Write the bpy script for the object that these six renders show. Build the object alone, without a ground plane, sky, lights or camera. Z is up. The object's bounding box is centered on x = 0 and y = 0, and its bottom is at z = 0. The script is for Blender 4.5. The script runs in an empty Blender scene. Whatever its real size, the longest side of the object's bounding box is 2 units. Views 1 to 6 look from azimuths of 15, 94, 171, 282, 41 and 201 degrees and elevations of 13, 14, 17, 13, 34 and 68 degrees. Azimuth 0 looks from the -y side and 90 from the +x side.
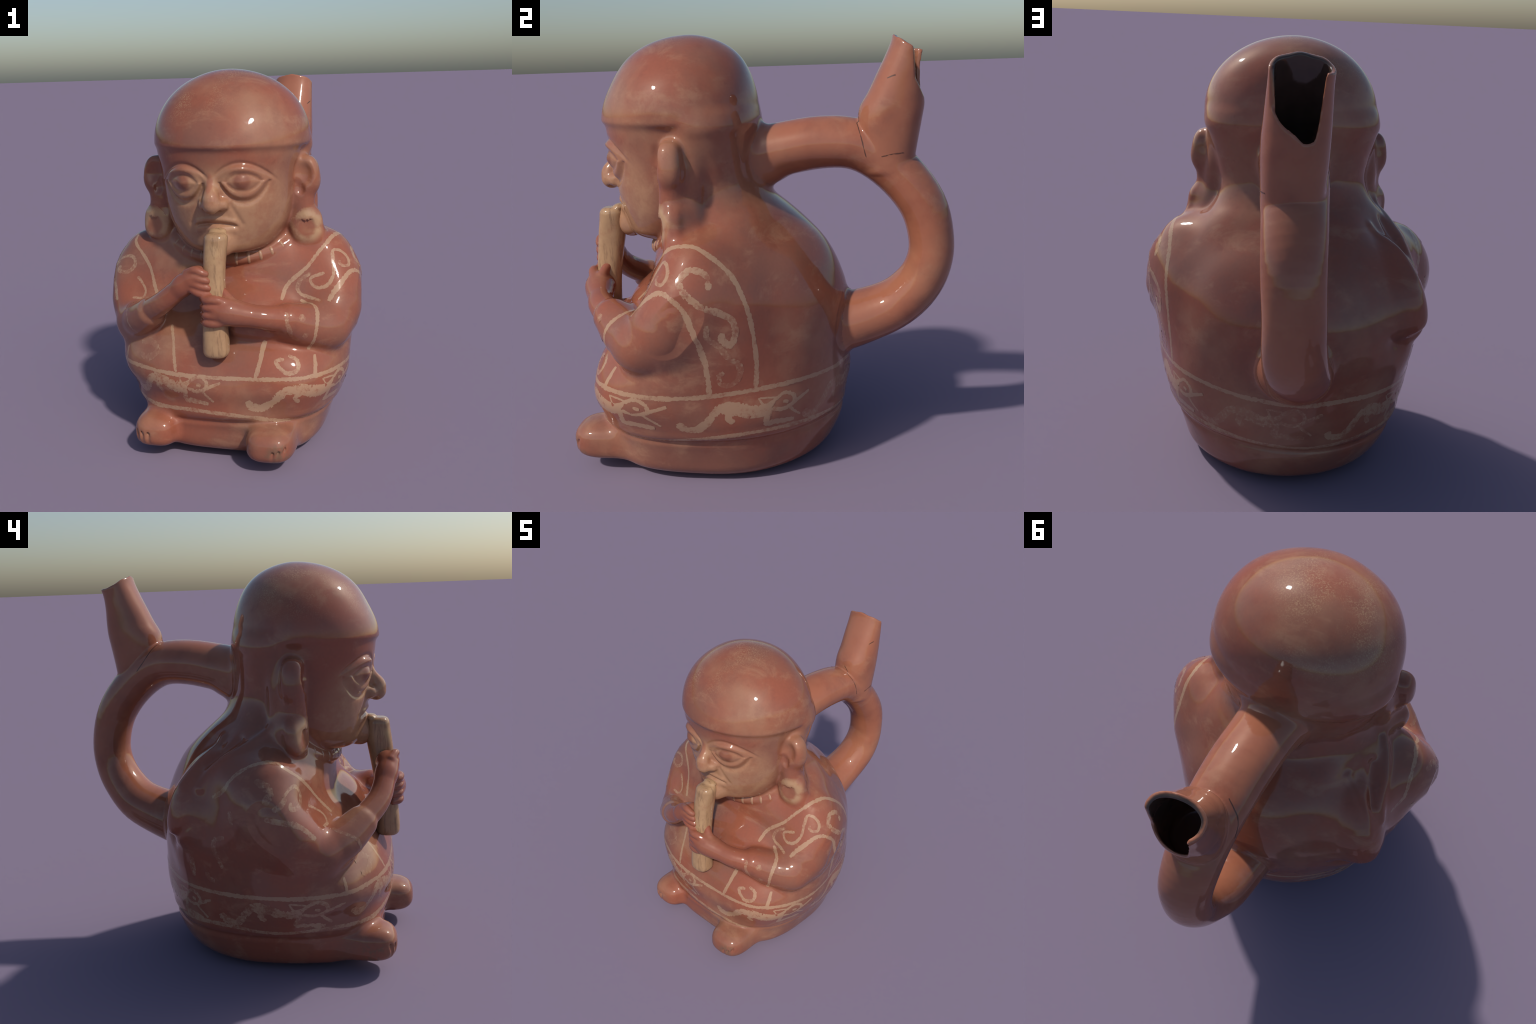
# Moche-style stirrup-spout jar: a seated flute player.
# The clay body is described as a set of implicit solids (lofts, ellipsoids, bent tubes) that are
# smoothly fused like wet clay; the fused surface is then meshed, split into named parts and slipped.
import math
import numpy as np

F = np.float32

# ------------------------------------------------------------------ implicit solids
def spline1(zs, vs):
    """monotone-ish cubic (Catmull-Rom) interpolation of a profile v(z)"""
    zs = np.array(zs, float); vs = np.array(vs, float)
    m = np.gradient(vs, zs)
    def f(z):
        z = np.clip(z, zs[0], zs[-1])
        i = np.clip(np.searchsorted(zs, z) - 1, 0, len(zs) - 2)
        h = zs[i + 1] - zs[i]; t = (z - zs[i]) / h
        t2 = t * t; t3 = t2 * t
        return ((2 * t3 - 3 * t2 + 1) * vs[i] + (t3 - 2 * t2 + t) * h * m[i]
                + (-2 * t3 + 3 * t2) * vs[i + 1] + (t3 - t2) * h * m[i + 1]).astype(F)
    return f


def rot_matrix(rx=0, ry=0, rz=0):
    a, b, c = (math.radians(v) for v in (rx, ry, rz))
    X = np.array([[1, 0, 0], [0, math.cos(a), -math.sin(a)], [0, math.sin(a), math.cos(a)]])
    Y = np.array([[math.cos(b), 0, math.sin(b)], [0, 1, 0], [-math.sin(b), 0, math.cos(b)]])
    Z = np.array([[math.cos(c), -math.sin(c), 0], [math.sin(c), math.cos(c), 0], [0, 0, 1]])
    return (Z @ Y @ X).astype(F)


def local(x, y, z, c, R):
    dx, dy, dz = x - F(c[0]), y - F(c[1]), z - F(c[2])
    if R is None:
        return dx, dy, dz
    return tuple(R[0, i] * dx + R[1, i] * dy + R[2, i] * dz for i in range(3))


class Solid:
    def __init__(self, f, lo, hi):
        self.f, self.lo, self.hi = f, np.array(lo, float), np.array(hi, float)


def ellipsoid(c, r, rot=None, n=2.0):
    R = None if rot is None else rot_matrix(*rot)
    r = [F(v) for v in r]
    def f(x, y, z):
        u, v, w = local(x, y, z, c, R)
        if n != 2.0:
            k = (np.abs(u / r[0]) ** F(n) + np.abs(v / r[1]) ** F(n) + np.abs(w / r[2]) ** F(n)) ** F(1 / n)
            L = np.sqrt(u * u + v * v + w * w)
            return L - L / np.maximum(k, F(1e-3))
        k0 = np.sqrt((u / r[0]) ** 2 + (v / r[1]) ** 2 + (w / r[2]) ** 2)
        k1 = np.sqrt((u / r[0] ** 2) ** 2 + (v / r[1] ** 2) ** 2 + (w / r[2] ** 2) ** 2)
        return k0 * (k0 - F(1)) / np.maximum(k1, F(1e-4))
    m = max(r)
    if rot is None:
        return Solid(f, np.array(c) - r, np.array(c) + r)
    return Solid(f, np.array(c) - m, np.array(c) + m)


def split_ellipsoid(c, front, back, rx, up, down):
    """ellipsoid with different radii to the front/back and up/down"""
    def f(x, y, z):
        u, v, w = x - F(c[0]), y - F(c[1]), z - F(c[2])
        ry = np.where(v < 0, F(front), F(back)); rz = np.where(w > 0, F(up), F(down))
        k0 = np.sqrt((u / F(rx)) ** 2 + (v / ry) ** 2 + (w / rz) ** 2)
        k1 = np.sqrt((u / F(rx ** 2)) ** 2 + (v / ry ** 2) ** 2 + (w / rz ** 2) ** 2)
        return k0 * (k0 - F(1)) / np.maximum(k1, F(1e-4))
    return Solid(f, (c[0] - rx, c[1] - front, c[2] - down), (c[0] + rx, c[1] + back, c[2] + up))


def curve(points, n=8):
    """Catmull-Rom through control rows (any number of columns)"""
    p = np.array(points, float); out = []
    q = np.vstack([2 * p[0] - p[1], p, 2 * p[-1] - p[-2]])
    for i in range(1, len(q) - 2):
        for t in np.arange(n) / n:
            out.append(0.5 * (2 * q[i] + (q[i + 1] - q[i - 1]) * t + (2 * q[i - 1] - 5 * q[i] + 4 * q[i + 1] - q[i + 2]) * t * t
                              + (3 * q[i] - q[i - 1] - 3 * q[i + 1] + q[i + 2]) * t ** 3))
    out.append(p[-1])
    return np.array(out)


def tube(points, n=5, flat=None):
    """bent tapering tube: rows of (x, y, z, radius); flat=(axis, factor) squashes it along one axis"""
    p = curve(points, n) if n > 1 else np.array(points, float)
    s = np.ones(3)
    if flat:
        s[flat[0]] = flat[1]
    def f(x, y, z):
        x, y, z = x / F(s[0]), y / F(s[1]), z / F(s[2])
        best = None
        for a, b in zip(p[:-1], p[1:]):
            A = a[:3] / s; d = b[:3] / s - A; L = max(float(d @ d), 1e-9)
            u, v, w = x - F(A[0]), y - F(A[1]), z - F(A[2])
            t = (u * F(d[0]) + v * F(d[1]) + w * F(d[2])) * F(1 / L)
            g = (b[3] - a[3]) / math.sqrt(L)
            if abs(g) > 1e-4 and abs(g) < .95:      # lean towards the thicker end: a true round cone
                pu, pv, pw = u - t * F(d[0]), v - t * F(d[1]), w - t * F(d[2])
                t = t + np.sqrt(pu * pu + pv * pv + pw * pw) * F(g / math.sqrt(1 - g * g) / math.sqrt(L))
            t = np.clip(t, 0, 1)
            u, v, w = u - t * F(d[0]), v - t * F(d[1]), w - t * F(d[2])
            e = np.sqrt(u * u + v * v + w * w) - (F(a[3]) + t * F(b[3] - a[3]))
            best = e if best is None else np.minimum(best, e)
        return best * F(min(s.min(), 1.0))
    r = p[:, 3:4] * np.maximum(s, 1)
    return Solid(f, (p[:, :3] - r).min(0), (p[:, :3] + r).max(0))


def loft(zs, cx, cy, rx, front, back, power=2.0, power_back=None, cap=(None, None), k=0.03):
    """stack of super-elliptic sections: half width rx, depth to the front and to the back of cy"""
    wide = lambda v: v if np.ndim(v) else [v] * len(zs)
    fcx, fcy, frx, ff, fb = (spline1(zs, wide(v)) for v in (cx, cy, rx, front, back))
    fp = spline1(zs, wide(power)); fq = spline1(zs, wide(power if power_back is None else power_back))
    def f(x, y, z):
        e = F(1e-3)
        slope = ((frx(z + e) - frx(z - e)) + (ff(z + e) - ff(z - e)) + (fb(z + e) - fb(z - e))) / (6 * e)
        c = (1 / np.sqrt(1 + slope ** 2)).astype(F)
        u = x - fcx(z); v = y - fcy(z)
        rv = np.where(v < 0, ff(z), fb(z))
        n = np.where(v < 0, fp(z), fq(z))
        rho = (np.abs(u / frx(z)) ** n + np.abs(v / rv) ** n) ** (1 / n)
        L = np.sqrt(u * u + v * v)
        d = (L - L / np.maximum(rho, F(1e-3))) * c
        if cap[0] is not None:
            d = smax(d, F(cap[0]) - z, k)
        if cap[1] is not None:
            d = smax(d, z - F(cap[1]), k)
        return d
    lo = (np.min(np.array(wide(cx)) - np.array(wide(rx))), np.min(np.array(wide(cy)) - np.array(wide(front))), zs[0] if cap[0] is None else cap[0])
    hi = (np.max(np.array(wide(cx)) + np.array(wide(rx))), np.max(np.array(wide(cy)) + np.array(wide(back))), zs[-1] if cap[1] is None else cap[1])
    return Solid(f, lo, hi)


def round_box(c, half, r, rot=None):
    R = None if rot is None else rot_matrix(*rot)
    def f(x, y, z):
        u, v, w = local(x, y, z, c, R)
        q = [np.abs(a) - F(h - r) for a, h in zip((u, v, w), half)]
        return (np.sqrt(np.maximum(q[0], 0) ** 2 + np.maximum(q[1], 0) ** 2 + np.maximum(q[2], 0) ** 2)
                + np.minimum(np.maximum(np.maximum(q[0], q[1]), q[2]), 0) - F(r))
    m = np.linalg.norm(half) if rot is not None else np.array(half)
    return Solid(f, np.array(c) - m, np.array(c) + m)


def smin(a, b, k):
    if k <= 0:
        return np.minimum(a, b)
    h = np.maximum(F(k) - np.abs(a - b), 0) / F(k)
    return np.minimum(a, b) - h * h * F(k * 0.25)


def smax(a, b, k):
    return -smin(-a, -b, k)


# ------------------------------------------------------------------ the clay figure, part by part
NECK_CORD = [(.35, -.34, 1.125), (.30, -.395, 1.085), (.235, -.435, 1.056), (.13, -.475, 1.036), (.02, -.49, 1.03)]
NECK_CORD += [(.03 - p[0], p[1], p[2]) for p in NECK_CORD[::-1][1:]]


# rows of (operation, part name, solid, blend)
def figure():
    ops = []
    def add(part, solid, k=0.02):
        ops.append(("add", part, solid, k))
    def cut(solid, k=0.01, part=None):
        ops.append(("cut", part, solid, k))
    def press(c, r, amount, rot=None):
        """thumb-press: pushes the surface in (amount > 0) or swells it out (amount < 0) around c"""
        R = None if rot is None else rot_matrix(*rot)
        def f(x, y, z):
            u, v, w = local(x, y, z, c, R)
            return F(amount) * np.exp(-((u / F(r[0])) ** 2 + (v / F(r[1])) ** 2 + (w / F(r[2])) ** 2))
        m = 2.2 * (np.array(r) if rot is None else max(r))
        ops.append(("press", None, Solid(f, np.array(c) - m, np.array(c) + m), 0))

    # --- torso: tunic over the seated body, on a low flat-fronted base
    add("torso", loft(
        zs=[-0.06, 0.00, 0.06, 0.12, 0.18, 0.23, 0.28, 0.34, 0.41, 0.49, 0.60, 0.70, 0.80, 0.90, 1.00, 1.10, 1.20, 1.28, 1.40],
        cx=[.03, .03, .025, .02, .018, .015, .015, .015, .015, .012, .005, 0, 0, 0, 0, 0, 0, 0, 0],
        cy=[-.19, -.19, -.19, -.19, -.20, -.22, -.24, -.25, -.27, -.28, -.28, -.27, -.26, -.24, -.22, -.19, -.17, -.17, -.17],
        rx=[.43, .455, .485, .508, .53, .555, .582, .61, .633, .642, .652, .67, .685, .685, .64, .525, .42, .345, .26],
        front=[.53, .545, .56, .562, .555, .552, .55, .545, .53, .495, .435, .37, .31, .275, .275, .275, .25, .22, .20],
        back=[.42, .465, .52, .555, .588, .613, .638, .66, .685, .698, .70, .69, .67, .61, .535, .435, .31, .205, .10],
        power=[3.2, 3.2, 3.2, 3.1, 2.8, 2.5, 2.3, 2.25, 2.3, 2.3, 2.2, 2.2, 2.2, 2.2, 2.2, 2.2, 2.1, 2.1, 2.1],
        power_back=[2, 2, 2, 2, 2, 2, 2, 2, 2, 2, 2, 1.95, 1.85, 1.78, 1.8, 1.9, 2, 2, 2], cap=(-0.06, 1.38), k=.1), 0)
    press((.47, -.67, .39), (.2, .2, .15), -.055)
    press((.34, -.69, .55), (.22, .16, .11), -.042)
    press((-.45, -.62, .40), (.18, .2, .14), .012)
    press((-.45, .14, .18), (.2, .2, .16), -.02)
    press((.66, -.12, .50), (.1, .2, .09), .018)
    press((.50, .06, 1.0), (.14, .13, .14), .026)
    press((.08, .32, .96), (.2, .12, .17), -.024)
    press((-.42, -.43, 1.0), (.17, .12, .14), .03)
    press((.47, -.47, .91), (.1, .1, .08), -.02)
    press((-.22, -.52, .90), (.16, .14, .16), .012)
    press((.58, -.47, .54), (.13, .16, .1), -.014)
    press((-.50, -.60, .46), (.12, .12, .1), -.02)
    press((-.2, -.77, .30), (.25, .12, .08), .016)
    press((-.60, -.33, .44), (.12, .2, .09), -.008)
    press((.32, .10, 1.14), (.18, .12, .10), .02)
    press((.56, .12, .78), (.12, .14, .14), .016)
    press((.62, -.12, .42), (.1, .2, .08), .014)
    press((-.07, .41, .40), (.2, .1, .12), -.016)
    press((-.47, .19, .60), (.13, .12, .12), -.025)
    def belt_groove(x, y, z):
        g = np.exp(-((z - F(.222) - F(.012) * np.sin(x * 4)) / F(.016)) ** 2)
        return F(.010) * g - F(.006) * np.exp(-((z - F(.265)) / F(.03)) ** 2)
    ops.append(("press", None, Solid(belt_groove, (-.75, -.95, .15), (.75, .6, .34)), 0))
    # --- neck and back of the head
    add("neck", loft(
        zs=[1.0, 1.15, 1.27, 1.36, 1.45, 1.55, 1.64, 1.72],
        cx=0.02, cy=-0.25,
        rx=[.36, .345, .348, .357, .375, .402, .411, .38],
        front=[.16, .16, .17, .18, .2, .2, .2, .2],
        back=[.25, .25, .262, .262, .262, .264, .267, .24], power=2.05, cap=(0.95, 1.70), k=.05), 0.07)
    press((.04, .04, 1.31), (.2, .1, .07), -.03)
    # crumpled fold over the shoulder blade
    add("torso", tube([(-.38, .05, 1.08, .05), (-.41, .09, 1.03, .06), (-.455, .14, .91, .085), (-.47, .15, .77, .085)]), 0.06)
    press((-.44, .20, .86), (.13, .12, .13), -.03)
    press((-.52, .23, .78), (.11, .1, .10), -.035)
    press((-.37, .04, 1.18), (.11, .13, .09), .035)
    press((-.52, -.05, 1.07), (.08, .1, .08), -.02)
    press((-.62, .01, .93), (.1, .07, .13), .03)
    press((-.40, .25, .69), (.06, .07, .035), .022, rot=(0, -30, 0))
    def fold(path, width, amount):
        """a pinched ridge (amount < 0) or a finger-drawn furrow (amount > 0) along a path on the surface"""
        line = tube([(*p, 0.0) for p in path], n=4)
        ops.append(("press", None, Solid(lambda x, y, z: F(amount) * np.exp(-(line.f(x, y, z) / F(width)) ** 2), line.lo - 2.2 * width, line.hi + 2.2 * width), 0))
    fold([(-.41, -.23, 1.235), (-.453, -.138, 1.16), (-.489, .01, 1.08), (-.53, .09, .97)], .024, -.016)
    fold([(-.317, .02, 1.172), (-.393, .073, 1.11), (-.445, .116, 1.07), (-.50, .19, .97)], .022, -.013)
    fold([(-.40, -.08, 1.175), (-.432, -.004, 1.118), (-.463, .073, 1.07)], .026, .016)
    fold([(-.59, .15, .80), (-.55, .21, .74), (-.47, .27, .69)], .022, .018)
    fold([(-.52, .24, .66), (-.51, .25, .55)], .02, .008)
    # --- face
    add("face", loft(
        zs=[1.05, 1.10, 1.15, 1.22, 1.30, 1.40, 1.50, 1.60, 1.66],
        cx=0.017, cy=-0.36,
        rx=[.20, .245, .282, .320, .342, .354, .366, .382, .385],
        front=[.245, .262, .276, .292, .306, .318, .332, .345, .345],
        back=.2, power=2.02, cap=(1.073, 1.66), k=.06), 0.03)
    # --- cap
    add("cap", split_ellipsoid((0.021, -0.30, 1.635), .425, .318, .413, .366, .085), 0.018)
    press((.014, -.66, 1.78), (.3, .12, .12), .018)
    press((.02, -.08, 1.90), (.25, .12, .12), -.011)
    press((.33, -.42, 1.76), (.16, .2, .16), -.014)
    def nape_fill(x, y, z):                              # the brim dies out behind the ears
        t = np.clip((y + F(.38)) / F(.12), 0, 1)
        return F(-.007) * np.exp(-((z - F(1.595)) / F(.035)) ** 2) * t * t * (3 - 2 * t)
    ops.append(("press", None, Solid(nape_fill, (-.5, -.40, 1.50), (.5, .1, 1.70)), 0))
    # nose
    add("nose", tube([(0.008, -.65, 1.50, .018), (.012, -.68, 1.44, .024), (.018, -.712, 1.385, .04), (.02, -.708, 1.352, .05)]), 0.03)
    for s in (-1, 1):
        add("nose", ellipsoid((.018 + s * .05, -.675, 1.347), (.03, .036, .028)), 0.02)
        cut(ellipsoid((.018 + s * .03, -.705, 1.312), (.012, .014, .014)), .01)

    add("face", ellipsoid((.035, -.63, 1.145), (.062, .06, .075)), 0.04)

    # face relief: eyes with rolled lids, brow crease, mouth and cheek folds, drawn on the (x, z) plane of the face
    def face_relief(x, y, z):
        g = lambda d, w: np.exp(-(d / F(w)) ** 2)
        h = 0
        for s in (-1, 1):
            ex, ez = .012 + s * .157, 1.458 if s > 0 else 1.452
            u, w = (x - F(ex)) * F(s), z - F(ez)
            lens = np.abs(u / F(.092)) ** F(2.4) + np.where(w > 0, w / F(.053), -w / F(.060))
            e = (lens - 1) * F(.036)                      # rough distance to the lid edge
            near = g(np.maximum(np.abs(u) - F(.1), 0), .03)
            h = h + F(.012) * g(e - F(.005), .015) * np.where(w > 0, F(.5), F(1)) * near
            h = h + F(.013) * np.clip(1 - lens, 0, 1) ** F(.7)
            h = h + F(.015) * g(np.sqrt(u * u + (w + F(.002)) ** 2), .04)
            h = h - F(.005) * g(e + F(.009), .007) * near
            # broad upper lid under an arched brow crease
            arch = F(.085) - F(.055) * ((u + F(.01)) / F(.12)) ** 2
            h = h + F(.013) * g(w - arch * F(.78), .02) * g(u, .085)
            h = h - F(.008) * g(w - arch - F(.008), .011) * g(np.maximum(np.abs(u) - F(.11), 0), .03)
            h = h - F(.010) * g(e - F(.024), .012) * (w < 0) * near
        m = x - F(.018)
        line = z - F(1.248) + F(.014) * (m / F(.1)) ** 2
        span = g(np.maximum(np.abs(m) - F(.095), 0), .015)
        h = h - F(.010) * g(line, .008) * span + F(.008) * g(line - F(.022), .014) * span + F(.005) * g(line + F(.026), .016) * span
        for s in (-1, 1):                                # folds from the nose wings to the mouth corners
            t = np.clip((F(1.345) - z) / F(.10), 0, 1)
            cx = F(.018) + F(s) * (F(.082) + F(.05) * t)
            h = h - F(.005) * g(x - cx, .013) * g(np.maximum(np.abs(z - F(1.295)) - F(.05), 0), .015)
        return -h * np.clip((F(-.48) - y) / F(.05), 0, 1)
    ops.append(("press", None, Solid(face_relief, (-.36, -.85, 1.15), (.40, -.45, 1.585)), 0))

    # ears and ornaments
    for s in (-1, 1):
        ex = .012
        add("ear", ellipsoid((ex + s * .37, -.30, 1.36), (.055, .08, .20)), 0.05)
        add("ear", ellipsoid((ex + s * .412, -.345, 1.458), (.072, .058, .10), rot=(0, -s * 8, 0), n=2.6), 0.03)
        add("ear", tube([(ex + s * .405, -.345, 1.42, .06), (ex + s * .395, -.345, 1.28, .055)], n=1), 0.03)
        cut(ellipsoid((ex + s * .412, -.413, 1.472), (.047, .034, .068), rot=(0, -s * 8, 0)), .02)
        cut(ellipsoid((ex + s * .387, -.405, 1.40), (.024, .02, .04), rot=(0, -s * 15, 0)), .018)
        add("ear_ornament", tube([(ex + s * .392, -.352, 1.31, .042), (ex + s * .41, -.352, 1.24, .055)], n=1), 0.03)
        add("ear_ornament", ellipsoid((ex + s * .415, -.357, 1.190), (.084, .042, .090), rot=(-6, 0, s * 14), n=2.8), 0.035)
        add("ear_ornament", ellipsoid((ex + s * .385, -.305, 1.20), (.07, .07, .085)), 0.06)
        cut(ellipsoid((ex + s * .423, -.404, 1.188), (.05, .006, .05), rot=(-6, 0, s * 14)), 0.006)
    # arms
    add("arm", tube([(.50, -.25, 1.00, .15), (.555, -.31, .88, .15), (.57, -.38, .78, .145)]), 0.09)
    add("arm", tube([(.50, -.30, .82, .12), (.555, -.38, .74, .138), (.54, -.50, .69, .125)]), 0.045)
    add("arm", tube([(.55, -.48, .69, .125), (.465, -.575, .715, .11), (.38, -.66, .765, .085)]), 0.03)
    add("forearm", tube([(.40, -.65, .765, .07), (.28, -.735, .793, .061), (.16, -.77, .815, .056)]), 0.008)
    add("arm", tube([(-.515, -.23, .97, .145), (-.566, -.27, .86, .15), (-.562, -.34, .75, .142)]), 0.07)
    press((-.58, -.42, .93), (.12, .1, .12), .025)
    add("arm", tube([(-.48, -.28, .78, .12), (-.53, -.37, .69, .13), (-.515, -.46, .65, .115)]), 0.045)
    add("arm", tube([(-.51, -.46, .655, .115), (-.44, -.57, .70, .098), (-.36, -.65, .765, .08)]), 0.03)
    add("forearm", tube([(-.38, -.64, .76, .065), (-.25, -.732, .85, .058), (-.13, -.765, .95, .052)]), 0.008)
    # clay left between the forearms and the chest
    add("torso", ellipsoid((.12, -.50, .72), (.28, .135, .16)), 0.09)
    add("torso", tube([(.42, -.59, .68, .07), (.26, -.645, .705, .06), (.12, -.67, .72, .05)]), 0.05)
    # hands and fingers
    add("hand", tube([(.17, -.77, .815, .055), (.11, -.785, .83, .072), (.07, -.785, .835, .07)]), 0.03)
    for i in range(4):
        z = .898 - .039 * i
        add(f"finger#{i}", tube([(.12, -.80, .83 + (z - .83) * .6, .024), (.06, -.825, z, .024), (.01, -.822, z - .002, .022), (-.018, -.795, z - .004, .019)]), 0.009)
    add("finger#4", tube([(.11, -.77, .89, .024), (.07, -.75, .925, .022), (.05, -.72, .93, .02)]), 0.012)
    add("hand", tube([(-.13, -.765, .95, .05), (-.08, -.77, .985, .058), (-.05, -.765, .995, .06)]), 0.03)
    for i in range(4):
        z = 1.045 - .036 * i
        add(f"finger#{i + 5}", tube([(-.10, -.785, .985 + (z - .985) * .6, .022), (-.05, -.805, z - .004, .022), (-.015, -.805, z - .016, .02), (.002 + .006 * i, -.80, z - .022, .017)]), 0.009)
    # feet with toes
    add("foot", ellipsoid((.306, -.735, .138), (.126, .165, .098), n=2.9), 0.05)
    add("foot", ellipsoid((-.325, -.684, .138), (.118, .145, .098), n=2.9), 0.05)
    for tx, fy in ((.34, -.90), (.368, -.895), (.395, -.884)):
        cut(tube([(tx, fy, .085, .004), (tx, fy + .003, .13, .006), (tx, fy + .035, .18, .003)]), .016)
    for tx, fy in ((-.345, -.820), (-.38, -.815), (-.408, -.80)):
        cut(tube([(tx, fy - .008, .10, .004), (tx, fy - .004, .14, .006), (tx + .003, fy + .03, .185, .003)]), .016)
    # necklace cord
    add("necklace", tube([(*p, .036) for p in NECK_CORD], n=3), 0.012)
    # handle
    add("handle", tube([(.045, -.06, 1.44, .14), (.068, .08, 1.467, .125), (.10, .29, 1.502, .12), (.125, .47, 1.487, .116), (.147, .63, 1.38, .110), (.162, .755, 1.22, .106),
                        (.160, .80, 1.05, .104), (.153, .785, .92, .106), (.131, .725, .81, .111), (.099, .62, .715, .12), (.08, .45, .645, .135), (.06, .30, .61, .15)], flat=(0, 1.18)), 0.045)
    add("handle", ellipsoid((.055, .04, 1.385), (.115, .085, .07)), 0.06)
    # spout: tapering tube with a flared, broken lip
    zs = [1.36, 1.50, 1.60, 1.66, 1.72, 1.80, 1.88, 1.93, 2.02]
    cy = np.array([.60, .60, .606, .617, .636, .654, .676, .693, .714])
    half = np.array([.11, .13, .142, .142, .126, .105, .089, .085, .09])
    flare = np.array([0, 0, 0, 0, 0, .003, .009, .02, .034])
    wide = np.array([.115, .124, .128, .127, .124, .121, .118, .119, .122])
    add("spout", loft(zs, .155, cy, wide, half, half + flare, power=2.25, cap=(1.36, 2.02)), 0.008)
    def lip(x, y, z):
        w = F(.003) * np.sin(x * F(70)) * np.sin(y * F(55) + F(1))
        return (F(1.966) - (y - F(.62)) * F(.42) - ((x - F(.155)) / F(.12)) ** 2 * F(.022) + w - z) * F(.9)
    cut(Solid(lip, (-.1, .5, 1.85), (.4, .9, 2.05)), 0.006)
    add_in = loft(zs, .156, cy + .003, wide - .021, half - .021, half - .019 + flare, power=2.25, cap=(1.46, 2.2))
    cut(Solid(add_in.f, add_in.lo, (add_in.hi[0], add_in.hi[1], 2.05)), 0.008, "spout_inside")
    def broken(x, y, z):
        u = x - F(.115)
        edge = (F(1.672) + np.where(u > 0, (u / F(.14)) ** 2 * F(.11), (u / F(.03)) ** 2 * F(.2))
                + F(.006) * np.sin(x * F(75)))
        return np.maximum((edge - z) * F(.4), F(.695) + (F(1.93) - z) * F(.10) - y)
    cut(Solid(broken, (0, .62, 1.60), (.36, .85, 2.05)), 0.016)
    # rest on the ground: the front of the base is lifted a little
    cut(Solid(lambda x, y, z: z - F(.07) * np.clip(-y - F(.25), 0, 1) + 0 * x, (-1, -1, -.1), (1, 1, 0.1)), 0.09)
    return ops


def flute_ops():
    return [("add", "flute", loft([.55, .62, .75, .88, 1.0, 1.1, 1.17, 1.25], [.033, .033, .031, .03, .029, .032, .037, .038],
                                  [-.764, -.764, -.76, -.755, -.746, -.732, -.719, -.714], [.064, .067, .062, .057, .053, .055, .058, .060],
                                  [.062, .066, .061, .056, .053, .055, .057, .057], [.06, .06, .056, .06, .072, .076, .064, .06], power=2.5, cap=(.585, 1.212), k=.035), 0),
            ("add", "flute", ellipsoid((.035, -.675, 1.214), (.045, .032, .015)), .012)]
# ---END-SDF---


# ------------------------------------------------------------------ meshing the fused clay
def sample(ops, h, lo, hi):
    """evaluate the fused field on a grid; each solid only touches the box it can influence"""
    ax = [np.arange(l, u + h, h).astype(F) for l, u in zip(lo, hi)]
    d = np.full([len(a) for a in ax], 0.2, F)
    lab = np.zeros(d.shape, np.uint8)
    names = []
    for op, part, s, k in ops:
        m = k + 3 * h
        sl = tuple(slice(max(int(np.searchsorted(a, l - m)), 0), int(np.searchsorted(a, u + m))) for a, l, u in zip(ax, s.lo, s.hi))
        x, y, z = ax[0][sl[0]][:, None, None], ax[1][sl[1]][None, :, None], ax[2][sl[2]][None, None, :]
        if min(x.size, y.size, z.size) == 0:
            continue
        q = s.f(x, y, z); cur = d[sl]
        if op == "add":
            if part not in names:
                names.append(part)
            lab[sl][q < cur] = names.index(part)
            d[sl] = smin(cur, q, k)
        elif op == "press":
            d[sl] = cur + q
        else:
            if part:
                if part not in names:
                    names.append(part)
                lab[sl][-q > cur] = names.index(part)
            d[sl] = smax(cur, -q, k)
    return ax, d, lab, names


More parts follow.
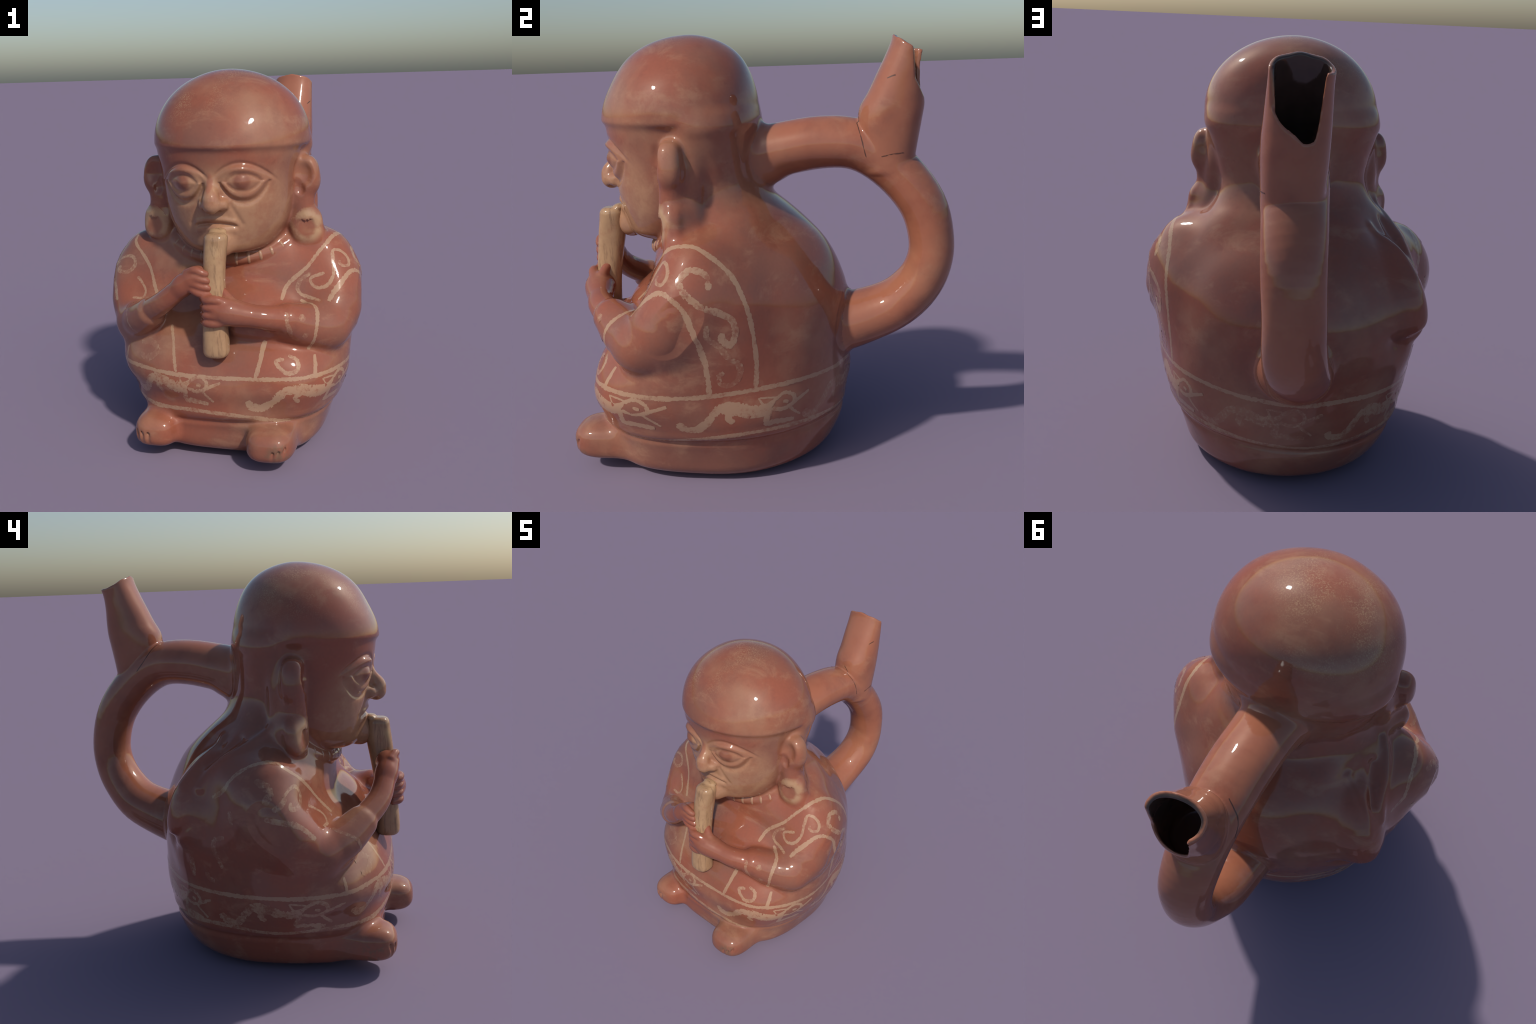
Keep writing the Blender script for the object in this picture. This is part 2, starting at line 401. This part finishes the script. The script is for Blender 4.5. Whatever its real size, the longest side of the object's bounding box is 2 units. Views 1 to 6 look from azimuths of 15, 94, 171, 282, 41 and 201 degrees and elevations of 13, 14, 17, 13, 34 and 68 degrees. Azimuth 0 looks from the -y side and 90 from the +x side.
def surface_net(ax, d, lab):
    """one vertex per cell that the surface crosses, one quad per grid edge that it crosses"""
    h = float(ax[0][1] - ax[0][0])
    n = np.array(d.shape)
    inside = d < 0
    cnt = np.zeros(n - 1, np.uint8)
    for i in (0, 1):
        for j in (0, 1):
            for k in (0, 1):
                cnt += inside[i:n[0] - 1 + i, j:n[1] - 1 + j, k:n[2] - 1 + k]
    cells = np.argwhere((cnt > 0) & (cnt < 8))
    index = np.full(n - 1, -1, np.int32)
    index[tuple(cells.T)] = np.arange(len(cells))
    acc = np.zeros((len(cells), 3)); num = np.zeros(len(cells))
    corner = [(i, j, k) for i in (0, 1) for j in (0, 1) for k in (0, 1)]
    val = {c: d[cells[:, 0] + c[0], cells[:, 1] + c[1], cells[:, 2] + c[2]].astype(float) for c in corner}
    for a in corner:
        for axis in range(3):
            if a[axis] == 0:
                b = tuple(1 if t == axis else a[t] for t in range(3))
                cross = (val[a] < 0) != (val[b] < 0)
                t = np.where(cross, val[a] / np.where(cross, val[a] - val[b], 1), 0)
                p = np.array(a, float)[None, :].repeat(len(cells), 0); p[:, axis] += t
                acc[cross] += p[cross]; num[cross] += 1
    verts = np.array([a[0] for a in ax])[None, :] + (cells + acc / num[:, None]) * h
    quads = []
    for axis in range(3):
        o1, o2 = [(1, 2), (2, 0), (0, 1)][axis]
        a = [slice(None)] * 3; b = [slice(None)] * 3
        a[axis] = slice(0, -1); b[axis] = slice(1, None)
        A, B = inside[tuple(a)], inside[tuple(b)]
        e = np.argwhere(A != B)
        e = e[(e[:, o1] > 0) & (e[:, o2] > 0) & (e[:, o1] < n[o1] - 1) & (e[:, o2] < n[o2] - 1)]
        s = A[tuple(e.T)]
        ring = []
        for u, v in ((-1, -1), (0, -1), (0, 0), (-1, 0)):
            c = e.copy(); c[:, o1] += u; c[:, o2] += v
            ring.append(index[tuple(c.T)])
        q = np.stack(ring, 1)
        q[~s] = q[~s][:, ::-1]
        quads.append(q)
    quads = np.vstack(quads)
    vlab = lab[tuple(np.minimum(cells + 0, n - 1).T)]
    return verts, quads, vlab


def relax(verts, quads, rounds=2):
    """light smoothing that takes the grid out of the surface"""
    e = np.vstack([quads[:, [0, 1]], quads[:, [1, 2]], quads[:, [2, 3]], quads[:, [3, 0]]])
    e = np.vstack([e, e[:, ::-1]])
    deg = np.bincount(e[:, 0], minlength=len(verts))[:, None]
    for f in [0.5, -0.52] * rounds:
        s = np.stack([np.bincount(e[:, 0], verts[e[:, 1], i], len(verts)) for i in range(3)], 1)
        verts = verts + f * (s / deg - verts)
    return verts


def vertex_normals(verts, quads):
    d1 = verts[quads[:, 2]] - verts[quads[:, 0]]; d2 = verts[quads[:, 3]] - verts[quads[:, 1]]
    fn = np.cross(d1, d2)
    vn = np.stack([sum(np.bincount(quads[:, c], fn[:, i], len(verts)) for c in range(4)) for i in range(3)], 1)
    return vn / np.maximum(np.linalg.norm(vn, axis=1), 1e-12)[:, None]


import bpy

ROOT = bpy.data.objects.new("flute_player_jar", None)
bpy.context.scene.collection.objects.link(ROOT)
ROOT["label"] = "seated clay flute player jar with stirrup handle and spout"
ROOT["category"] = "pottery"


def new_mesh(name, verts, faces, normals, material, parent=ROOT):
    me = bpy.data.meshes.new(name)
    me.vertices.add(len(verts)); me.vertices.foreach_set("co", np.asarray(verts, F).ravel())
    me.loops.add(faces.size); me.loops.foreach_set("vertex_index", faces.ravel().astype(np.int32))
    me.polygons.add(len(faces)); me.polygons.foreach_set("loop_start", (np.arange(len(faces)) * faces.shape[1]).astype(np.int32))
    me.polygons.foreach_set("use_smooth", np.ones(len(faces), bool))
    me.update(calc_edges=True); me.validate()
    if normals is not None:
        me.normals_split_custom_set_from_vertices(normals.tolist())
    me.materials.append(material)
    ob = bpy.data.objects.new(name, me)
    ob.parent = parent
    bpy.context.scene.collection.objects.link(ob)
    return ob


# ------------------------------------------------------------------ materials
class Tree:
    """small helper to wire procedural node trees"""
    def __init__(self, name):
        self.m = bpy.data.materials.new(name); self.m.use_nodes = True
        self.t = self.m.node_tree
        self.bsdf = self.t.nodes["Principled BSDF"]
        self.co = self.new("ShaderNodeTexCoord").outputs["Object"]

    def new(self, kind, **kw):
        n = self.t.nodes.new(kind)
        for k, v in kw.items():
            setattr(n, k, v)
        return n

    def put(self, sock, v):
        if hasattr(v, "is_output"):
            self.t.links.new(v, sock)
        elif isinstance(v, (tuple, list)) and len(v) == 3 and sock.type == "RGBA":
            sock.default_value = (*v, 1)
        else:
            sock.default_value = v

    def math(self, op, a, b=None, c=None, clamp=False):
        n = self.new("ShaderNodeMath", operation=op, use_clamp=clamp)
        for i, v in enumerate((a, b, c)):
            if v is not None:
                self.put(n.inputs[i], v)
        return n.outputs[0]

    def noise(self, scale, detail=3, rough=.55, stretch=(1, 1, 1), warp=0, seed=0):
        mp = self.new("ShaderNodeMapping"); self.put(mp.inputs["Vector"], self.co)
        mp.inputs["Scale"].default_value = stretch; mp.inputs["Location"].default_value = (seed * 3.1, seed * 1.7, seed * 2.3)
        n = self.new("ShaderNodeTexNoise"); self.put(n.inputs["Vector"], mp.outputs[0])
        n.inputs["Scale"].default_value = scale; n.inputs["Detail"].default_value = detail
        n.inputs["Roughness"].default_value = rough; n.inputs["Distortion"].default_value = warp
        return n.outputs["Fac"]

    def ramp(self, v, lo, hi):
        n = self.new("ShaderNodeMapRange", interpolation_type="SMOOTHSTEP")
        self.put(n.inputs["Value"], v); n.inputs["From Min"].default_value = lo; n.inputs["From Max"].default_value = hi
        return n.outputs[0]

    def mix(self, f, a, b, blend="MIX"):
        n = self.new("ShaderNodeMix", data_type="RGBA", blend_type=blend)
        self.put(n.inputs[0], f); self.put(n.inputs[6], a); self.put(n.inputs[7], b)
        return n.outputs[2]

    def axes(self):
        n = self.new("ShaderNodeSeparateXYZ"); self.put(n.inputs[0], self.co)
        return n.outputs

    def ball(self, c, r, stretch=(1, 1, 1)):
        """1 inside a soft ellipsoid around c, 0 outside"""
        mp = self.new("ShaderNodeMapping", vector_type="TEXTURE"); self.put(mp.inputs["Vector"], self.co)
        mp.inputs["Location"].default_value = c; mp.inputs["Scale"].default_value = stretch
        n = self.new("ShaderNodeVectorMath", operation="LENGTH"); self.put(n.inputs[0], mp.outputs[0])
        return self.ramp(n.outputs["Value"], r * 1.25, r * .75)

    def times(self, *v):
        out = v[0]
        for w in v[1:]:
            out = self.math("MULTIPLY", out, w)
        return out

    def finish(self, color, rough=.07, bump=None, strength=.25, distance=.002):
        self.put(self.bsdf.inputs["Base Color"], color)
        self.put(self.bsdf.inputs["Roughness"], rough)
        if bump is not None:
            b = self.new("ShaderNodeBump"); b.inputs["Strength"].default_value = strength; b.inputs["Distance"].default_value = distance
            self.put(b.inputs["Height"], bump); self.t.links.new(b.outputs[0], self.bsdf.inputs["Normal"])
        return self.m


RED, BROWN, TAN, CREAM = (.262, .082, .047), (.222, .090, .059), (.355, .190, .113), (.41, .272, .17)


def clay_color(T):
    """burnished red slip: cloudy, worn to tan in patches, fine speckle; the face carries a tan wash"""
    c = T.mix(T.ramp(T.noise(2.6, 5, .6), .38, .66), RED, BROWN)
    c = T.mix(T.times(T.ramp(T.noise(1.7, 4, .6, seed=2), .48, .70), .5), c, TAN)
    c = T.mix(T.times(T.ramp(T.noise(7, 5, .65, (.6, 1, 1.4), warp=.4, seed=4), .52, .72), .42), c, TAN)
    c = T.mix(T.times(T.ramp(T.noise(13, 4, .6, seed=6), .58, .75), .4), c, (.20, .062, .04))
    # worn speckle on the crown
    x, y, z = T.axes()
    crown = T.ball((-.08, -.35, 1.85), .30, (1, 1, .7))
    c = T.mix(T.times(crown, T.ramp(T.noise(150, 3, .75, seed=8), .48, .62), T.ramp(T.noise(5, 4, .6, seed=9), .42, .62), .6), c, (.40, .25, .14))
    # tan wash over the face, redder on lids, nose ridge and irises
    face = T.ball((.02, -.60, 1.29), .28, (1.4, .9, .92))
    wash = T.times(face, T.math("ADD", .5, T.times(T.ramp(T.noise(7, 5, .65, seed=11), .36, .6), .45)))
    c = T.mix(wash, c, (.36, .196, .112))
    for sx, sz in ((.169, 1.462), (-.146, 1.452)):
        c = T.mix(T.times(T.ball((sx, -.70, sz), .042, (1, 2, 1)), .9), c, (.215, .078, .046))
    c = T.mix(T.times(T.ball((.01, -.70, 1.44), .035, (.5, 1.5, 1.6)), .6), c, (.28, .09, .055))
    # grey and ochre scuffs on the toes
    for fx, fy in ((.36, -.86), (-.40, -.72)):
        toe = T.times(T.ball((fx, fy, .12), .07), T.ramp(T.noise(22, 4, .7, seed=13), .46, .62))
        c = T.mix(T.times(toe, .55), c, (.13, .095, .06))
    grain = T.math("ADD", .90, T.times(T.noise(70, 3, .7, seed=15), .2))
    g = T.new("ShaderNodeCombineColor")
    for i in range(3):
        T.put(g.inputs[i], grain)
    return T.mix(1.0, c, g.outputs[0], "MULTIPLY")


def clay_bump(T):
    return T.math("ADD", T.times(T.noise(26, 3, .6, seed=20), 1.0), T.times(T.noise(120, 3, .65, seed=21), .35))


def clay_material(name, tint=None, amount=0.0):
    T = Tree(name)
    c = clay_color(T)
    if tint:
        c = T.mix(T.times(T.ramp(T.noise(6, 4, seed=24), .2, .6), amount), c, tint)
    rough = T.math("ADD", .028, T.times(T.ramp(T.noise(18, 4, .6, seed=22), .55, .8), .10))
    return T.finish(c, rough, clay_bump(T), .18, .0015)


def ornament_material():
    T = Tree("ear_ornament_slip")
    c = clay_color(T)
    for s in (-1, 1):
        ring = T.math("SUBTRACT", T.ball((.012 + s * .42, -.40, 1.195), .088, (1, 1.1, 1)), T.times(T.ball((.012 + s * .42, -.40, 1.185), .046, (1, 1.6, 1)), .85), clamp=True)
        c = T.mix(T.times(ring, T.ramp(T.noise(12, 4, .6, seed=31), .25, .6), .75), c, (.42, .27, .155))
    return T.finish(c, .07, clay_bump(T), .18, .0015)


def paint_material(name, cover, seed=0):
    """cream slip lines, thinned and rubbed so that the clay shows through"""
    T = Tree(name)
    m = T.ramp(T.math("ADD", T.noise(60, 4, .7, seed=40 + seed), T.times(T.noise(11, 3, .6, seed=41 + seed), .8)), 1.22 - cover, 1.55 - cover)
    c = T.mix(T.math("ADD", .10, T.times(m, .58)), clay_color(T), CREAM)
    return T.finish(c, .08, clay_bump(T), .18, .0015)


def flute_material():
    T = Tree("flute_slip")
    c = T.mix(T.ramp(T.noise(9, 4, .6), .35, .7), (.395, .245, .133), (.31, .18, .10))
    c = T.mix(T.times(T.ramp(T.noise(45, 4, .7, (1, 1, .12), seed=3), .50, .66), .6), c, (.17, .095, .055))
    c = T.mix(T.times(T.ramp(T.noise(14, 4, .6, seed=5), .55, .7), .4), c, (.30, .14, .08))
    return T.finish(c, .10, T.noise(50, 4, .6, (1, 1, .3)), .3, .002)


clay = clay_material("burnished_clay")
skin = clay_material("bare_red_slip", (.25, .080, .048), .5)
ware = clay_material("handle_clay", (.36, .135, .075), .6)
ornament = ornament_material()
flute_slip = flute_material()


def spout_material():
    """handle clay outside, near-black brown on the inner wall of the tapering bore"""
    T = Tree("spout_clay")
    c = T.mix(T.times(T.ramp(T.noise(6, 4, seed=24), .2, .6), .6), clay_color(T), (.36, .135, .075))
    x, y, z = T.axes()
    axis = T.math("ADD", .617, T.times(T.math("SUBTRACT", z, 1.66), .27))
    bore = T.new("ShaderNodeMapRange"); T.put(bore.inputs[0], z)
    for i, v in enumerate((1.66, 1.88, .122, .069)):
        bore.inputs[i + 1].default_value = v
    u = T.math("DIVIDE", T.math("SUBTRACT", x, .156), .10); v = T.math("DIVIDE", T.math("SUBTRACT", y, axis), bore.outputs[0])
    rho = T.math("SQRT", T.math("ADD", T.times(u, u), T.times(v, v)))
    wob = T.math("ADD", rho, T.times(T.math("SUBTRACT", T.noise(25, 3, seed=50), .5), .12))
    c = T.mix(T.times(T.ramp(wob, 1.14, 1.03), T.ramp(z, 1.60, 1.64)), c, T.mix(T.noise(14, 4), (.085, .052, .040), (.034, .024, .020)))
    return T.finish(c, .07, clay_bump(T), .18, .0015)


dark_bore_clay = spout_material()
paint = [paint_material("cream_slip", .68), paint_material("worn_cream_slip", .55, 3), paint_material("rubbed_cream_slip", .42, 6)]
MATERIAL = {"hand": skin, "finger": skin, "forearm": skin, "handle": ware, "spout": dark_bore_clay, "spout_inside": dark_bore_clay, "ear_ornament": ornament}

# ------------------------------------------------------------------ build the clay body
H = 0.0052
ax, d, lab, names = sample(figure(), H, (-.78, -.97, -.02), (.78, .97, 2.04))
# hand-worked unevenness of a few millimetres
for fx, fy, fz, ph, am in ((7, 9, 8, 0, .0016), (15, 11, 17, 1.3, .0009), (23, 29, 21, 2.1, .0004)):
    d += F(am) * np.sin(ax[0] * F(fx) + F(ph))[:, None, None] * np.sin(ax[1] * F(fy) + F(2 * ph))[None, :, None] * np.sin(ax[2] * F(fz) + F(3 * ph))[None, None, :]
V, Q, L = surface_net(ax, d, lab)
del d, lab
V = relax(V, Q); V[:, 2] -= V[:, 2].min(); N = vertex_normals(V, Q)
# separate by part; mirrored parts become two objects; base and eyes are regions of torso and face
fl = L[Q[:, 0]].astype(int); fx = V[Q].mean(1)
for region, home, test in (("base", "torso", fx[:, 2] < .215),
                           ("eye", "face", (((fx[:, 0] - .169) / .097) ** 2 + ((fx[:, 2] - 1.456) / .056) ** 2 < 1) & (fx[:, 1] < -.5)),
                           ("eye", "face", (((fx[:, 0] + .145) / .097) ** 2 + ((fx[:, 2] - 1.450) / .056) ** 2 < 1) & (fx[:, 1] < -.5))):
    if region not in names:
        names.append(region)
    fl[(fl == names.index(home)) & test] = names.index(region)
PAIRED = {"ear", "ear_ornament", "arm", "forearm", "hand", "foot", "eye"}
PARTS = {}
for i, key in enumerate(names):
    nm = key.split("#")[0]
    for side in ((-1, 1) if nm in PAIRED else (0,)):
        m = fl == i
        if side:
            m &= (fx[:, 0] - .02) * side > 0
        if not m.any():
            continue
        used, inv = np.unique(Q[m], return_inverse=True)
        PARTS[key, side] = new_mesh(nm, V[used], inv.reshape(-1, 4), N[used], MATERIAL.get(nm, clay))
for (key, side), ob in PARTS.items():
    if key.startswith("finger"):
        ob.parent = PARTS["hand", 1 if int(key.split("#")[1]) < 5 else -1]
    elif key == "spout_inside":
        ob.parent = PARTS["spout", 0]
    elif key == "eye" or key == "nose":
        ob.parent = PARTS["face", 0]
    elif key == "ear_ornament":
        ob.parent = PARTS["ear", side]
ax, d, lab, _ = sample(flute_ops(), .005, (-.1, -.95, .5), (.2, -.6, 1.3))
v, q, _ = surface_net(ax, d, lab); v = relax(v, q)
new_mesh("flute", v, q, vertex_normals(v, q), flute_slip)

# ---PAINT---
# ------------------------------------------------------------------ painted slip
# Strokes are given on the body as (angle, height): angle in degrees about the upright axis through
# (0, -0.2), 0 at the front, 90 at the figure's left side; they are laid on the surface as thin ribbons.
from mathutils.bvhtree import BVHTree
from mathutils import Vector, noise as mnoise
BVH = BVHTree.FromPolygons(V.tolist(), Q.tolist())


def on_body(angle, z, inner=False):
    a = math.radians(angle); out = Vector((math.sin(a), -math.cos(a), 0)); c = Vector((0, -.2, z))
    hit = BVH.ray_cast(c, out) if inner else BVH.ray_cast(c + out * 2, -out)
    return hit[0]


def settle(p):
    loc, _, face, _ = BVH.find_nearest(p)
    idx = Q[face]; w = 1 / (np.linalg.norm(V[idx] - np.array(loc), axis=1) + 1e-5)
    n = (N[idx] * w[:, None]).sum(0); n /= np.linalg.norm(n)
    return loc, Vector(n)


def stroke(path, width, verts, faces, normals, inner=False, taper=.4, wear=.5, space=False):
    """one brush stroke: a ribbon hugging the clay, its edges dipping below the surface where the brush ran dry"""
    if space:
        pts = [Vector(p) for p in curve(path, 12)]
    else:
        pts = [on_body(a, z, inner) for a, z in curve(path, 14)]
    pts = [p for p in pts if p is not None]
    line = [pts[0]]
    for p in pts[1:]:
        gap = (p - line[-1]).length
        if gap > .12:
            break
        for i in range(1, max(int(gap / .005), 1) + 1):
            line.append(line[-1].lerp(p, 1 / (max(int(gap / .005), 1) + 1 - i)))
    n = len(line); row0 = len(verts); K = 7
    for i, p in enumerate(line):
        loc, nor = settle(p)
        tan = (line[min(i + 2, n - 1)] - line[max(i - 2, 0)])
        side = nor.cross(tan).normalized()
        end = min(i, n - 1 - i) * .005 / max(width, .006)
        w = width * .6 * (1 + .3 * mnoise.noise(loc * 14)) * (1 - taper * max(0, 1 - end) ** 2)
        for k in range(K):
            t = k / (K - 1) * 2 - 1
            q, qn = settle(loc + side * (w * t))
            rub = mnoise.noise(q * 75) * .6 + mnoise.noise(q * 22) * .5
            h = .0012 - .0009 * abs(t) ** 6 + wear * .0030 * min(rub + .05, .1) - .0034 * t * t * max(mnoise.noise(q * 110) + .12, 0)
            verts.append(q + qn * h); normals.append(qn)
    for i in range(n - 1):
        for k in range(K - 1):
            a = row0 + i * K + k
            quad = (a, a + K, a + K + 1, a + 1)
            flat = (verts[quad[2]] - verts[quad[0]]).cross(verts[quad[3]] - verts[quad[1]])
            faces.append(quad if flat.dot(normals[a]) >= 0 else quad[::-1])


def painted(name, strokes, material, parent, **kw):
    vs, fs, ns = [], [], []
    for path, width in strokes:
        stroke(path, width, vs, fs, ns, **kw)
    return new_mesh(name, np.array([tuple(p) for p in vs]), np.array(fs), np.array([tuple(p) for p in ns]), material, parent)


TORSO = PARTS["torso", 0]
# belt: two lines round the hem
painted("painted_belt_line", [([(-180, .468), (-165, .474), (-140, .456), (-110, .456), (-85, .464), (-55, .469), (-20, .471), (5, .474), (30, .482), (60, .482), (90, .482), (115, .498), (135, .495), (155, .48), (180, .466)], .019)], paint[0], TORSO, taper=0)
painted("painted_belt_line", [([(-180, .240), (-160, .252), (-140, .262), (-110, .278), (-85, .258), (-60, .278), (-35, .268), (-10, .284), (15, .276), (40, .242), (60, .238), (90, .270), (115, .284), (140, .274), (160, .256), (180, .240)], .019)], paint[1], TORSO, taper=0)
# six long-tailed animals walk round the belt
ANIMAL = [([(0, .356), (2, .325), (7, .319), (11, .351), (14, .392), (17, .42), (21, .424)], .036),
          ([(17, .416), (22, .417), (28, .396), (33, .389), (38, .398)], .052),
          ([(22, .40), (20, .375), (22, .345)], .026), ([(37, .385), (36, .325), (40, .321), (49, .311)], .026),
          ([(37, .402), (40, .437), (44, .456), (48, .436), (48, .399), (43, .38), (38, .392)], .018), ([(43, .416), (45.5, .410)], .016),
          ([(32.5, .452), (35, .416), (39.5, .441), (33, .451)], .009), ([(46, .382), (50, .407), (56, .434)], .015), ([(46, .382), (49, .352), (52, .326)], .013)]
for start, stretch, rise, mat, wear in ((77, 1.0, .0, 0, .5), (131, .97, -.012, 2, 1.0), (-172, 1.0, -.03, 1, .6), (-111, 1.02, -.012, 1, 1.0), (-48, .95, .018, 1, .9), (18, 1.0, .008, 0, .8)):
    painted("painted_animal", [([(start + u * stretch, z + rise) for u, z in path], w) for path, w in ANIMAL], paint[mat], TORSO, wear=wear)
# tunic borders: neck yoke over each shoulder, sleeve hems, panel lines
painted("painted_tunic_line", [([(72, 1.097), (66, 1.04), (60, .98), (51, .905), (43, .83)], .018)], paint[0], TORSO, inner=True)
painted("painted_tunic_line", [([(-81, 1.098), (-72, 1.03), (-65, .965), (-57, .88), (-50, .82)], .017)], paint[0], TORSO, inner=True)
painted("painted_tunic_line", [([(72, 1.097), (77, 1.123), (85, 1.13), (90, 1.11), (96, 1.063), (101, 1.003), (104, .934), (106, .866), (107.5, .782), (108.5, .687), (109, .594), (108.5, .50)], .022)], paint[0], TORSO)
painted("painted_tunic_line", [([(-81, 1.098), (-86, 1.104), (-94, 1.084), (-101, 1.034), (-106, .967), (-112, .93)], .02)], paint[1], TORSO)
painted("painted_tunic_line", [([(-123, .625), (-124, .52)], .026)], paint[2], TORSO)
painted("painted_sleeve_hem", [([(60, .829), (65, .885), (72, .944), (77, .955), (81, .924), (84, .877), (86, .806), (88, .721), (89.5, .634), (90, .548), (90, .488)], .023)], paint[0], TORSO)
painted("painted_sleeve_hem", [([(-86, .875), (-79, .856), (-74, .837), (-70, .798), (-67, .761)], .024)], paint[1], TORSO)
painted("painted_tunic_line", [([(29, .655), (25, .569), (22, .485)], .021)], paint[0], TORSO)
painted("painted_tunic_line", [([(-31, .69), (-25, .611), (-19, .482)], .016)], paint[0], TORSO)
painted("painted_tunic_line", [([(50, .575), (47, .48)], .019), ([(-54, .545), (-53, .465)], .015)], paint[0], TORSO)
painted("painted_sleeve_band", [([(54, .828), (51, .79), (48.5, .72), (48, .60)], .018)], paint[0], PARTS["arm", 1])
painted("painted_sleeve_band", [([(36.5, .822), (36, .77), (38.5, .69)], .02)], paint[2], PARTS["arm", 1])
painted("painted_sleeve_band", [([(-57, .778), (-55, .767), (-51, .745), (-48, .72), (-46, .68), (-44, .645)], .016)], paint[2], PARTS["arm", -1])
painted("painted_sleeve_patch", [([(42, .80), (44, .775)], .03), ([(43, .70), (45, .69)], .03)], paint[2], PARTS["arm", 1])
# scrolls
painted("painted_scroll", [([(38, .587), (41, .563), (40, .523), (36, .51), (33, .533), (32, .564), (35.5, .574)], .019)], paint[1], TORSO)
painted("painted_scroll", [([(58, .83), (54, .862), (56, .916), (61, .958)], .018), ([(65, .958), (60, .93), (60, .889), (63, .897), (67, .947), (70, 1.015), (73, 1.062), (76, 1.054), (77, 1.019), (75, .986), (72, .99), (72, 1.013)], .015)], paint[1], TORSO)
painted("painted_scroll", [([(92, .968), (92, 1.003), (90, 1.036), (85, 1.044), (82, 1.009), (83, .98), (86, .936), (90, .901), (95, .872), (100, .83), (101, .771), (99, .723), (96, .749), (96.5, .779)], .026)], paint[1], TORSO, wear=1.2)
painted("painted_scroll", [([(91, .822), (91, .763), (95, .714), (98, .664), (102, .621), (102, .566), (99, .531), (95, .536), (94, .576), (96, .597)], .022)], paint[2], TORSO, wear=1.1)
painted("painted_scroll", [([(-79, .963), (-76, .99), (-73, .988), (-71, .953), (-72, .908), (-76, .908), (-76, .935)], .018)], paint[1], TORSO)
painted("painted_scroll", [([(-67, .89), (-63, .866), (-58, .83), (-57, .795), (-61, .79)], .014)], paint[1], TORSO)
painted("painted_scroll", [([(-90, 1.037), (-86, 1.016), (-84, .984), (-86, .94)], .034), ([(-83, .911), (-80, .932), (-78, .96)], .022)], paint[2], TORSO, wear=1.6)
painted("painted_scroll", [([(-101, .889), (-100, .826)], .03), ([(-104, .756), (-109, .741), (-110, .692), (-108, .633), (-107, .592)], .022), ([(-116, .558), (-115, .525), (-112, .517)], .024)], paint[2], TORSO, wear=1.1)
painted("painted_scroll", [([(-45, .588), (-39, .60), (-33, .569), (-37, .526), (-43, .53)], .03)], paint[2], TORSO, wear=1.3)

# ------------------------------------------------------------------ necklace beads
cord = curve(NECK_CORD, 12)
length = np.concatenate([[0], np.cumsum(np.linalg.norm(np.diff(cord, axis=0), axis=1))])
import bmesh
bm = bmesh.new(); bmesh.ops.create_uvsphere(bm, u_segments=20, v_segments=12, radius=1)
bead = bpy.data.meshes.new("bead"); bm.to_mesh(bead); bm.free()
for p in bead.polygons:
    p.use_smooth = True
bead.materials.append(paint[1])
count = 13
for i in range(count):
    s = length[-1] * (i + .5) / count
    c = Vector([float(np.interp(s, length, cord[:, k])) for k in range(3)])
    c2 = Vector([float(np.interp(s + .01, length, cord[:, k])) for k in range(3)])
    ob = bpy.data.objects.new("bead", bead)
    ob.parent = PARTS["necklace", 0]
    ob.location = c; ob.rotation_euler = (c2 - c).to_track_quat("X", "Z").to_euler()
    ob.scale = (.021, .038, .039)
    bpy.context.scene.collection.objects.link(ob)

# ------------------------------------------------------------------ hairline cracks where the spout was luted on
T = Tree("crack_dark"); crack = T.finish(T.mix(T.noise(40), (.06, .03, .02), (.14, .055, .035)), .3)
for path, home in (([(.257, .587, 1.781), (.262, .64, 1.80), (.245, .70, 1.818)], "spout"),
                   ([(.16, .452, 1.64), (.235, .468, 1.55), (.259, .495, 1.447)], "handle"), ([(.275, .56, 1.447), (.275, .61, 1.458), (.262, .655, 1.462)], "handle"),
                   ([(.06, .462, 1.62), (.025, .50, 1.53), (.02, .56, 1.462)], "handle")):
    painted("crack", [(path, .0045)], crack, PARTS[home, 0], space=True, wear=1.0)
